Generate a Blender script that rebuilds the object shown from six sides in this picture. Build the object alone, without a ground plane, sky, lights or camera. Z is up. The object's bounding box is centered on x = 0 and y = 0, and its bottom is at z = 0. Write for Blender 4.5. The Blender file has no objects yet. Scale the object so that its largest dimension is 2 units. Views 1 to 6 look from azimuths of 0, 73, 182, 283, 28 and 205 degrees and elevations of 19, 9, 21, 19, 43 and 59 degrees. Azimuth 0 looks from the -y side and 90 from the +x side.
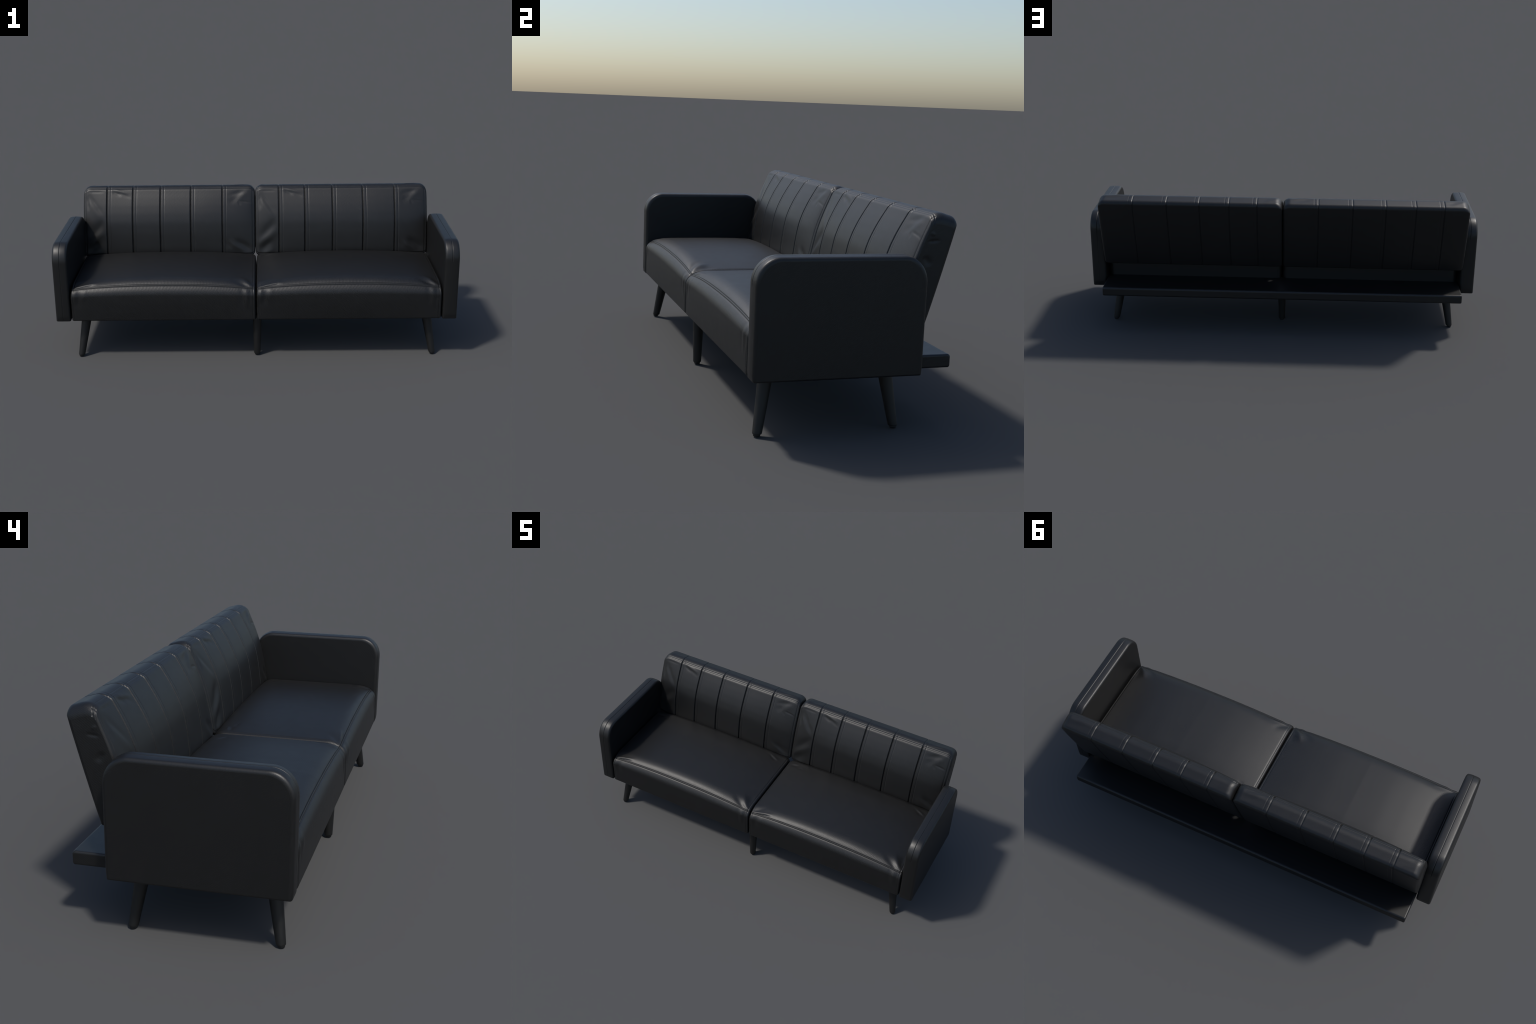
"""Two-seat black leather sofa bed: two seat cushions, two channelled back cushions,
two slab armrests with rounded tops, a rear support shelf and six tapered round legs."""
import bpy, math
import numpy as np

# ------------------------------------------------------------------ materials
def leather(name, base, rough, weave=0.35, weave_scale=230.0, grain=0.25):
    m = bpy.data.materials.new(name); m.use_nodes = True
    nt = m.node_tree; N = nt.nodes; L = nt.links
    bsdf = N["Principled BSDF"]
    tc = N.new("ShaderNodeTexCoord")
    # faint colour mottling of the hide
    n1 = N.new("ShaderNodeTexNoise"); n1.inputs["Scale"].default_value = 14; n1.inputs["Detail"].default_value = 5
    L.new(tc.outputs["Object"], n1.inputs["Vector"])
    cr = N.new("ShaderNodeValToRGB")
    cr.color_ramp.elements[0].position = 0.3; cr.color_ramp.elements[1].position = 0.7
    cr.color_ramp.elements[0].color = (base[0]*0.9, base[1]*0.9, base[2]*0.9, 1)
    cr.color_ramp.elements[1].color = (base[0]*1.1, base[1]*1.1, base[2]*1.1, 1)
    L.new(n1.outputs["Fac"], cr.inputs["Fac"]); L.new(cr.outputs["Color"], bsdf.inputs["Base Color"])
    n3 = N.new("ShaderNodeTexNoise"); n3.inputs["Scale"].default_value = 30; n3.inputs["Detail"].default_value = 3
    L.new(tc.outputs["Object"], n3.inputs["Vector"])
    mr = N.new("ShaderNodeMapRange")
    mr.inputs["To Min"].default_value = rough - 0.03; mr.inputs["To Max"].default_value = rough + 0.03
    L.new(n3.outputs["Fac"], mr.inputs["Value"]); L.new(mr.outputs["Result"], bsdf.inputs["Roughness"])
    # pressed diagonal weave plus fine leather grain
    mp = N.new("ShaderNodeMapping"); mp.inputs["Rotation"].default_value = (0.5, 0.4, 0.75)
    L.new(tc.outputs["Object"], mp.inputs["Vector"])
    wv = N.new("ShaderNodeTexWave"); wv.inputs["Scale"].default_value = weave_scale / math.pi / 2 * 1.6
    wv.inputs["Distortion"].default_value = 1.2; wv.inputs["Detail"].default_value = 1.0
    wv.inputs["Detail Scale"].default_value = 3.0
    L.new(mp.outputs["Vector"], wv.inputs["Vector"])
    b1 = N.new("ShaderNodeBump"); b1.inputs["Strength"].default_value = weave; b1.inputs["Distance"].default_value = 0.0006
    L.new(wv.outputs["Fac"], b1.inputs["Height"])
    vo = N.new("ShaderNodeTexVoronoi"); vo.inputs["Scale"].default_value = 320
    L.new(tc.outputs["Object"], vo.inputs["Vector"])
    b2 = N.new("ShaderNodeBump"); b2.inputs["Strength"].default_value = grain; b2.inputs["Distance"].default_value = 0.0004
    L.new(vo.outputs["Distance"], b2.inputs["Height"]); L.new(b1.outputs["Normal"], b2.inputs["Normal"])
    L.new(b2.outputs["Normal"], bsdf.inputs["Normal"])
    return m

def plain(name, base, rough):
    m = bpy.data.materials.new(name); m.use_nodes = True
    nt = m.node_tree; N = nt.nodes; L = nt.links
    bsdf = N["Principled BSDF"]
    tc = N.new("ShaderNodeTexCoord")
    n1 = N.new("ShaderNodeTexNoise"); n1.inputs["Scale"].default_value = 40; n1.inputs["Detail"].default_value = 4
    L.new(tc.outputs["Object"], n1.inputs["Vector"])
    cr = N.new("ShaderNodeValToRGB")
    cr.color_ramp.elements[0].color = tuple(c*0.88 for c in base) + (1,)
    cr.color_ramp.elements[1].color = tuple(c*1.12 for c in base) + (1,)
    L.new(n1.outputs["Fac"], cr.inputs["Fac"]); L.new(cr.outputs["Color"], bsdf.inputs["Base Color"])
    bsdf.inputs["Roughness"].default_value = rough
    return m

BLACK = (0.0050, 0.0050, 0.0050)
M_SEAT = leather("seat_leather", BLACK, 0.475, weave=0.3, weave_scale=260)
M_BACK = leather("back_leather", BLACK, 0.47, weave=0.13, weave_scale=260)
M_ARM = leather("armrest_leather", BLACK, 0.45, weave=0.1, weave_scale=300)
M_SHELF = leather("shelf_leather", BLACK, 0.46, weave=0.12, weave_scale=300)
M_LEG = plain("painted_leg", (0.0055, 0.0055, 0.0055), 0.5)
M_PAD = plain("rubber_pad", (0.006, 0.006, 0.006), 0.6)

# ------------------------------------------------------------------ shape helpers
def axis(length, step, marks=(), ends=True):
    """Lattice positions 0..length: even steps, refined at both ends and round marks."""
    v = list(np.linspace(0, length, max(2, int(round(length / step)) + 1)))
    if ends:
        e = np.array([0.0007, 0.0016, 0.0028, 0.0042, 0.006, 0.008, 0.0105, 0.013, 0.017, 0.021, 0.027, 0.033])
        v += list(e) + list(length - e)
    for m in marks:
        v += list(m + np.arange(-0.009, 0.0091, 0.001))
    v = np.unique(np.round(np.clip(v, 0, length), 5))
    keep = [0]
    for i in range(1, len(v)):
        if v[i] - v[keep[-1]] > 0.00055: keep.append(i)
    v = v[keep]; v[-1] = length
    return v

def box_lattice(xs, ys, zs):
    """Vertices and quads of the surface of a box lattice."""
    nx, ny, nz = len(xs), len(ys), len(zs)
    quads = []
    def idx(i, j, k): return (i * ny + j) * nz + k
    def grid(f, n, m, flip):
        a, b = np.meshgrid(np.arange(n - 1), np.arange(m - 1), indexing="ij")
        q = np.stack([f(a, b), f(a + 1, b), f(a + 1, b + 1), f(a, b + 1)], -1).reshape(-1, 4)
        quads.append(q[:, ::-1] if flip else q)
    grid(lambda a, b: idx(a, b, 0), nx, ny, True)
    grid(lambda a, b: idx(a, b, nz - 1), nx, ny, False)
    grid(lambda a, b: idx(a, 0, b), nx, nz, False)
    grid(lambda a, b: idx(a, ny - 1, b), nx, nz, True)
    grid(lambda a, b: idx(0, a, b), ny, nz, True)
    grid(lambda a, b: idx(nx - 1, a, b), ny, nz, False)
    q = np.concatenate(quads)
    u, inv = np.unique(q, return_inverse=True)
    q = inv.reshape(q.shape)
    i, r = np.divmod(u, ny * nz); j, k = np.divmod(r, nz)
    return np.stack([xs[i], ys[j], zs[k]], -1), q

def quarter(r, e):
    """Inset of a quarter-round edge of radius r at distance e from the end."""
    e = np.clip(e, 0, r)
    return r - np.sqrt(np.maximum(r * r - (r - e) ** 2, 0))

def rounded(P, size, bevels, corners):
    """Upholstered box. The outline lies in the local y/z plane with elliptic corners
    {front_top, rear_top, front_bottom, rear_bottom: (ry, rz)}; the x ends are rolled in
    by `bevels` (front, rear, bottom, top)."""
    X, Y, Z = P.T; lx, ly, lz = size
    e = np.minimum(X, lx - X)
    df, dr, db, dt = [quarter(r, e) for r in bevels]
    y = df + Y / ly * (ly - df - dr); z = db + Z / lz * (lz - db - dt)
    ylo, yhi, zlo, zhi = df, ly - dr, db, lz - dt
    out_y, out_z = y.copy(), z.copy()
    for name, (ry, rz) in corners.items():
        front, top = "front" in name, "top" in name
        dy_, dz_ = (df if front else dr), (dt if top else db)
        ry_ = np.maximum(ry - dy_ * 0.5, 0.002); rz_ = np.maximum(rz - dz_ * 0.5, 0.002)
        cy = ylo + ry_ if front else yhi - ry_
        cz = zhi - rz_ if top else zlo + rz_
        u = (cy - y if front else y - cy) / ry_
        v = (z - cz if top else cz - z) / rz_
        ins = (u > 0) & (v > 0)
        L = np.sqrt(u * u + v * v); k = np.where(L > 1e-9, np.maximum(u, v) / np.maximum(L, 1e-9), 1)
        out_y = np.where(ins, cy + (-1 if front else 1) * u * k * ry_, out_y)
        out_z = np.where(ins, cz + (1 if top else -1) * v * k * rz_, out_z)
    return np.stack([X, out_y, out_z], -1)

def normals(V, Q):
    d1 = V[Q[:, 2]] - V[Q[:, 0]]; d2 = V[Q[:, 3]] - V[Q[:, 1]]
    n = np.cross(d1, d2); out = np.zeros_like(V)
    for c in range(4): 
        for a in range(3): out[:, a] += np.bincount(Q[:, c], n[:, a], len(V))
    return out / np.maximum(np.linalg.norm(out, axis=1), 1e-12)[:, None]

def smooth(e0, e1, x):
    t = np.clip((x - e0) / (e1 - e0), 0, 1); return t * t * (3 - 2 * t)

def groove(d, w):
    """V-shaped seam, 1 in the middle, 0 beyond half-width w."""
    t = np.clip(1 - np.abs(d) / w, 0, 1); return t * t * (1.6 - 0.6 * t)

def fold(x, s, a, b, w, amp, taper=(0.4, 0.85)):
    """A soft ridge (amp > 0) or valley (amp < 0) in the hide from a to b, width w."""
    ax, as_ = a; bx, bs = b; L = math.hypot(bx - ax, bs - as_)
    tx, ts = (bx - ax) / L, (bs - as_) / L
    t = ((x - ax) * tx + (s - as_) * ts) / L
    d = -(x - ax) * ts + (s - as_) * tx
    along = smooth(-0.08, taper[0], t) * (1 - smooth(taper[1] - 0.25, 1.1, t))
    return amp * along * np.exp(-(d / w) ** 2)

def curve(x, pts):
    """Smooth profile through hand-placed points (monotone cubic)."""
    p = np.array(pts); xp, yp = p[:, 0], p[:, 1]
    h = np.diff(xp); dl = np.diff(yp) / h
    m = np.zeros(len(xp)); m[0], m[-1] = dl[0], dl[-1]
    for i in range(1, len(xp) - 1):
        if dl[i-1] * dl[i] > 0: m[i] = 2 * dl[i-1] * dl[i] / (dl[i-1] + dl[i])
    x = np.clip(x, xp[0], xp[-1]); i = np.clip(np.searchsorted(xp, x, side="right") - 1, 0, len(h) - 1)
    t = (x - xp[i]) / h[i]
    return ((2*t**3-3*t**2+1)*yp[i] + (t**3-2*t**2+t)*h[i]*m[i] + (-2*t**3+3*t**2)*yp[i+1] + (t**3-t**2)*h[i]*m[i+1])

def to_mesh(name, V, Q, mat):
    me = bpy.data.meshes.new(name)
    me.vertices.add(len(V)); me.vertices.foreach_set("co", V.astype(np.float32).ravel())
    me.loops.add(Q.size); me.loops.foreach_set("vertex_index", Q.astype(np.int32).ravel())
    me.polygons.add(len(Q)); me.polygons.foreach_set("loop_start", np.arange(0, Q.size, 4, dtype=np.int32))
    me.update(calc_edges=True); me.validate()
    me.polygons.foreach_set("use_smooth", np.ones(len(Q), dtype=bool))
    me.materials.append(mat)
    return me

sofa = bpy.data.objects.new("sofa_bed", None)
sofa["label"] = "black leather two-seat sofa bed with tapered legs"
sofa["category"] = "sofa"
bpy.context.collection.objects.link(sofa)

def part(name, me, loc=(0, 0, 0), parent=sofa, rot=(0, 0, 0)):
    o = bpy.data.objects.new(name, me); bpy.context.collection.objects.link(o)
    o.parent = parent; o.location = loc; o.rotation_euler = rot
    return o

# ------------------------------------------------------------------ seat cushions
SEAT = (0.9185, 0.532, 0.1775)             # width, depth, height
SEAT_Y, SEAT_Z = -0.3565, 0.2103

def seat_mesh():
    lx, ly, lz = SEAT
    P, Q = box_lattice(axis(lx, 0.0035), axis(ly, 0.0035), axis(lz, 0.0035))
    V = rounded(P, SEAT, (0.010, 0.030, 0.008, 0.011),
                {"front_top": (0.080, 0.053), "rear_top": (0.045, 0.03),
                 "front_bottom": (0.008, 0.008), "rear_bottom": (0.008, 0.008)})
    X, Y, Z = P.T
    top = np.isclose(Z, lz); front = np.isclose(Y, 0)
    # stuffing: crown on top, slight belly on the front
    side = curve(np.minimum(X, lx - X), [(0, 0), (0.06, 0.27), (0.13, 0.53), (0.22, 0.77), (0.33, 0.94), (0.459, 1.0)])
    depth = curve(Y, [(0, 0.70), (0.05, 0.90), (0.12, 1.0), (0.26, 1.03), (0.40, 0.92), (0.532, 0.45)])
    V[:, 2] += 0.033 * side * depth * (Z / lz) ** 2
    belly = curve(Z, [(0, 0.0), (0.05, 0.7), (0.1, 1.0), (0.14, 0.8), (0.175, 0.3)])
    V[:, 1] -= 0.0055 * side * belly * np.clip(1 - Y / 0.25, 0, 1)
    # end walls swell towards their neighbours
    wall = curve(Z, [(0, 0), (0.03, 1), (0.145, 1), (0.1775, 0)]) * curve(Y, [(0, 0), (0.04, 1), (0.49, 1), (0.532, 0)])
    V[:, 0] += 0.0026 * wall * (np.isclose(X, lx) * 1.0 - np.isclose(X, 0) * 1.0)
    n = normals(V, Q)
    # unrolled coordinate: s > 0 back over the top, s < 0 down the front
    s = np.where(front & ~top, Z - lz, Y)
    face = (top | front).astype(float)
    d = np.zeros(len(V))
    # twin-needle seam along the front edge
    inx = smooth(0.004, 0.012, np.minimum(X, lx - X))
    d -= 0.0026 * groove(s - 0.004, 0.0042) * face
    d -= 0.0020 * groove(s + 0.007, 0.0042) * face * inx
    d += 0.0008 * np.exp(-((s + 0.0015) / 0.004) ** 2) * face
    # rolled side seams of top and front panel
    edge = np.minimum(X, lx - X)
    d -= 0.0016 * groove(edge - 0.013, 0.004) * face
    # puckers gathered at the front corners
    W = [((0.004, 0.006), (0.135, 0.040), 0.009, 0.0042), ((0.010, -0.002), (0.120, 0.018), 0.009, -0.0040),
         ((0.006, 0.016), (0.085, 0.085), 0.012, -0.0030), ((0.030, 0.000), (0.100, 0.004), 0.006, 0.0018),
         ((0.045, -0.010), (0.035, -0.110), 0.010, -0.0024), ((0.020, -0.006), (0.015, -0.090), 0.010, 0.0026),
         ((0.075, -0.008), (0.062, -0.085), 0.010, 0.0018),
         ((0.905, 0.004), (0.835, 0.110), 0.011, 0.0048), ((0.890, 0.000), (0.790, 0.085), 0.013, -0.0045),
         ((0.908, 0.020), (0.885, 0.130), 0.012, -0.0036), ((0.896, -0.004), (0.893, -0.100), 0.007, -0.0022),
         ((0.872, -0.004), (0.876, -0.120), 0.008, 0.0026), ((0.848, -0.004), (0.855, -0.110), 0.009, -0.0022),
         # shallow creases beside the backrest
         ((0.800, 0.485), (0.868, 0.452), 0.0055, 0.0022), ((0.795, 0.478), (0.862, 0.443), 0.007, -0.0022),
         ((0.025, 0.474), (0.075, 0.484), 0.006, 0.0020), ((0.022, 0.462), (0.070, 0.468), 0.007, -0.0018),
         ((0.070, 0.450), (0.105, 0.452), 0.005, -0.0012)]
    for a, b, w, amp in W: d += fold(X, s, a, b, w * 1.4, amp * 0.8) * face
    rng = np.random.default_rng(4)
    for _ in range(10):                    # barely visible sag of the hide
        cx, cy, r = rng.uniform(0.1, 0.8), rng.uniform(0.08, 0.5), rng.uniform(0.06, 0.14)
        d += rng.uniform(-0.0006, 0.0006) * np.exp(-((X - cx) ** 2 + (s - cy) ** 2) / r ** 2) * top
    V += n * d[:, None]
    return to_mesh("seat_cushion", V, Q, M_SEAT)

me = seat_mesh()
for x0 in (0.0035, -0.9205):
    part("seat_cushion", me, (x0, SEAT_Y, SEAT_Z))

# ------------------------------------------------------------------ back cushions
BACK = (0.927, 0.0930, 0.386)            # width, thickness at the edge, height
TILT = math.atan(0.285)
CHANNELS = (0.127, 0.267, 0.416, 0.580, 0.751)   # seams, from the cushion's left edge

def back_mesh():
    lx, ly, lz = BACK
    marks = [c for c in CHANNELS] + [c + 0.0195 for c in CHANNELS]
    P, Q = box_lattice(axis(lx, 0.0035, marks), axis(ly, 0.0035), axis(lz, 0.003))
    V = rounded(P, BACK, (0.005, 0.012, 0.024, 0.038),
                {"front_top": (0.040, 0.032), "rear_top": (0.020, 0.020),
                 "front_bottom": (0.008, 0.008), "rear_bottom": (0.008, 0.008)})
    X, Y, Z = P.T
    front = np.isclose(Y, 0); top = np.isclose(Z, lz); rear = np.isclose(Y, ly)
    edge = np.minimum(X, lx - X)
    side = curve(edge, [(0, 0.36), (0.02, 0.52), (0.05, 0.64), (0.10, 0.76), (0.18, 0.88), (0.3, 0.98), (0.4635, 1.0)])
    tall = curve(Z, [(0, 0.12), (0.02, 0.42), (0.08, 0.73), (0.14, 0.93), (0.185, 1.0), (0.22, 0.95),
                     (0.266, 0.78), (0.31, 0.53), (0.343, 0.30), (0.386, 0.0)])
    V[:, 1] -= 0.0435 * side * tall * np.clip(1 - Y / ly, 0, 1)
    ends = curve(edge, [(0, 0.3), (0.03, 0.9), (0.08, 1.0), (0.2, 0.65), (0.46, 0.6)])
    V[:, 1] += 0.0055 * ends * curve(Z, [(0, 0.1), (0.06, 0.7), (0.19, 1.0), (0.32, 0.7), (0.380, 0.1)]) * (Y / ly)
    wall = curve(Z, [(0, 0), (0.04, 1), (0.33, 1), (0.384, 0.3)])
    V[:, 0] += 0.0014 * wall * (np.isclose(X, lx) * 1.0 - np.isclose(X, 0) * 1.0)
    n = normals(V, Q)
    s = np.where(front, Z, np.where(top, lz + Y, Z))
    wrap = (front | top | rear).astype(float)
    d = np.zeros(len(V))
    for c in CHANNELS:                    # channel: deep seam plus lap stitched beside it
        k = np.where(front, smooth(0.389, 0.365, Z) * 0.6 + 0.4, np.where(rear, 0.5, 0.4)) * wrap
        d -= 0.0072 * groove(X - c, 0.0058) * k
        d -= 0.0026 * groove(X - c - 0.0195, 0.0055) * np.where(front, 0.36, 0.22) * wrap
    # twin seam under the top edge and piping down the sides of the front panel
    d -= 0.0016 * groove(s - (lz - 0.006), 0.0042) * front
    d -= 0.0014 * groove(s - (lz - 0.017), 0.0042) * front
    d -= 0.0018 * groove(edge - 0.012, 0.004) * front * smooth(0.0, 0.02, Z)
    d -= 0.0012 * groove(s - 0.012, 0.004) * front
    F = [ # left end panel
         ((0.020, 0.345), (0.118, 0.205), 0.010, -0.0030), ((0.030, 0.310), (0.110, 0.180), 0.016, 0.0020),
         ((0.018, 0.335), (0.028, 0.250), 0.007, -0.0028),
         ((0.015, 0.085), (0.122, 0.205), 0.016, -0.0042), ((0.008, 0.050), (0.124, 0.145), 0.015, 0.0040),
         ((0.018, 0.018), (0.090, 0.085), 0.014, -0.0048), ((0.035, 0.006), (0.100, 0.030), 0.009, 0.0028),
         ((0.020, 0.352), (0.115, 0.350), 0.005, -0.0016),
         # second panel, gathered under the top seam
         ((0.150, 0.356), (0.205, 0.330), 0.007, -0.0024), ((0.150, 0.362), (0.255, 0.338), 0.006, 0.0022),
         ((0.190, 0.345), (0.258, 0.315), 0.006, -0.0012),
         # right end panel
         ((0.775, 0.325), (0.880, 0.352), 0.009, -0.0022), ((0.782, 0.285), (0.860, 0.335), 0.013, -0.0022),
         ((0.820, 0.300), (0.895, 0.345), 0.013, 0.0026), ((0.838, 0.298), (0.918, 0.286), 0.0035, -0.0016),
         ((0.836, 0.296), (0.850, 0.272), 0.004, -0.0012),
         ((0.820, 0.088), (0.916, 0.026), 0.013, -0.0046), ((0.740, 0.075), (0.810, 0.050), 0.012, -0.0018),
         ((0.780, 0.080), (0.885, 0.012), 0.011, 0.0030), ((0.840, 0.012), (0.915, 0.010), 0.008, 0.0024),
         # over the top at both ends
         ((0.020, 0.400), (0.110, 0.445), 0.011, -0.0018), ((0.015, 0.425), (0.095, 0.455), 0.009, 0.0016),
         ((0.790, 0.402), (0.900, 0.432), 0.007, 0.0026), ((0.800, 0.395), (0.905, 0.412), 0.006, -0.0024),
         ((0.780, 0.425), (0.880, 0.450), 0.008, -0.0016)]
    gate = np.ones(len(V))
    for c in CHANNELS: gate *= 1 - 0.75 * np.exp(-((X - c - 0.008) / 0.012) ** 2)
    for a, b, w, amp in F: d += fold(X, s, a, b, w * 1.35, amp * 0.82) * np.where(front, 1.0, 0.55 * top) * gate
    # dimples in the end gussets
    for xe in (0, lx):
        end = np.isclose(X, xe)
        d += end * (fold(Y, Z, (0.010, 0.305), (0.055, 0.325), 0.006, -0.0020)
                    + fold(Y, Z, (0.020, 0.250), (0.050, 0.215), 0.012, -0.0026)
                    + fold(Y, Z, (0.008, 0.345), (0.028, 0.335), 0.006, 0.0016))
    V += n * d[:, None]
    V[:, 1] -= ly - 0.0025                          # pivot: bottom rear edge
    c, sn = math.cos(TILT), math.sin(TILT)
    y, z = V[:, 1].copy(), V[:, 2].copy()
    V[:, 1] = y * c + z * sn; V[:, 2] = -y * sn + z * c
    return to_mesh("back_cushion", V, Q, M_BACK)

me = back_mesh()
for x0 in (-0.0025, -0.9325):
    part("back_cushion", me, (x0, 0.2515, 0.3485))

# ------------------------------------------------------------------ armrests
ARM = (0.0735, 0.576, 0.394)

def arm_mesh():
    lx, ly, lz = ARM
    P, Q = box_lattice(axis(lx, 0.003, (lx / 2,)), axis(ly, 0.0045), axis(lz, 0.0045))
    V = rounded(P, ARM, (0.011, 0.011, 0.006, 0.011),
                {"front_top": (0.079, 0.086), "rear_top": (0.079, 0.086),
                 "front_bottom": (0.006, 0.006), "rear_bottom": (0.006, 0.006)})
    X, Y, Z = P.T
    n = normals(V, Q)
    rim = (np.isclose(Z, lz) | np.isclose(Y, 0) | np.isclose(Y, ly)).astype(float)
    # welt seam over the rim; on the front it stops short below the curve
    reach = np.where(np.isclose(Y, 0), smooth(0.295, 0.312, V[:, 2]), 1.0)
    low = np.where(V[:, 2] < 0.29, 0.55, 1.0)
    d = -0.0024 * groove(X - lx / 2, 0.0026) * rim * reach * low
    d += 0.004 * (1 - (2 * X / lx - 1) ** 2) * rim * smooth(0.0, 0.03, Z)   # padded, convex rim
    V += n * d[:, None]
    V[:, 0] -= lx / 2; V[:, 1] -= ly / 2
    return to_mesh("armrest", V, Q, M_ARM)

me = arm_mesh()
part("armrest", me, (1.0 - ARM[0] / 2, -0.0685, 0.2087))
part("armrest", me, (-1.0 + ARM[0] / 2, -0.0685, 0.2087), rot=(0, 0, math.pi))

# ------------------------------------------------------------------ rear shelf
def shelf_mesh():
    size = (1.845, 0.2075, 0.0465)
    P, Q = box_lattice(axis(size[0], 0.02), axis(size[1], 0.008), axis(size[2], 0.006))
    V = rounded(P, size, (0.007, 0.007, 0.006, 0.007),
                {"front_top": (0.008, 0.008), "rear_top": (0.010, 0.010),
                 "front_bottom": (0.006, 0.006), "rear_bottom": (0.008, 0.008)})
    V[:, 0] -= size[0] / 2
    return to_mesh("rear_shelf", V, Q, M_SHELF)

part("rear_shelf", shelf_mesh(), (0, 0.1535, 0.2093))

# ------------------------------------------------------------------ legs
def loft(name, rings, mat, seg=40):
    """Round part from (x, y, z, radius) rings, capped at both ends."""
    a = np.arange(seg) * 2 * math.pi / seg
    V = [np.stack([x + r*np.cos(a), y + r*np.sin(a), np.full(seg, z)], -1) for x, y, z, r in rings]
    V = np.concatenate(V).tolist(); F = []
    for k in range(len(rings) - 1):
        for i in range(seg):
            j = (i + 1) % seg
            F.append((k*seg + i, k*seg + j, (k+1)*seg + j, (k+1)*seg + i))
    F.append(tuple(range(seg))[::-1]); F.append(tuple((len(rings)-1)*seg + i for i in range(seg)))
    me = bpy.data.meshes.new(name); me.from_pydata(V, [], F); me.materials.append(mat)
    me.polygons.foreach_set("use_smooth", [True]*(len(F)-2) + [False]*2); me.update()
    return me

PAD_ME = loft("foot_pad", [(0, 0, 0, 0.0105), (0, 0, 0.0012, 0.012), (0, 0, 0.012, 0.012)], M_PAD)

def leg(foot, lean, r_top=0.0262, r_foot=0.0165, height=0.222):
    """Tapered leg standing on `foot`; `lean` is the sideways run up to full height."""
    rings = []
    for z, r in [(0.0075, r_foot - 0.003), (0.0082, r_foot - 0.0012), (0.0095, r_foot - 0.0003), (0.0125, r_foot)]:
        rings.append((z, r))
    for t in np.linspace(0.1, 1, 8):
        rings.append((0.0115 + (height - 0.0115) * t, r_foot + (r_top - r_foot) * t))
    R = [(lean[0]*z/height, lean[1]*z/height, z, r) for z, r in rings]
    o = part("leg", loft("leg", R, M_LEG), (foot[0], foot[1] - 0.003, 0))
    part("foot_pad", PAD_ME, (0, 0, 0), parent=o)

for sx in (1, -1):
    leg((sx * 0.894, -0.303), (-sx * 0.037, 0.036))
    leg((sx * 0.894, 0.179), (-sx * 0.037, -0.034))
leg((0.003, -0.298), (0.002, 0.0), r_top=0.0235)
leg((0.002, 0.139), (0.0, 0.0), r_top=0.0235)
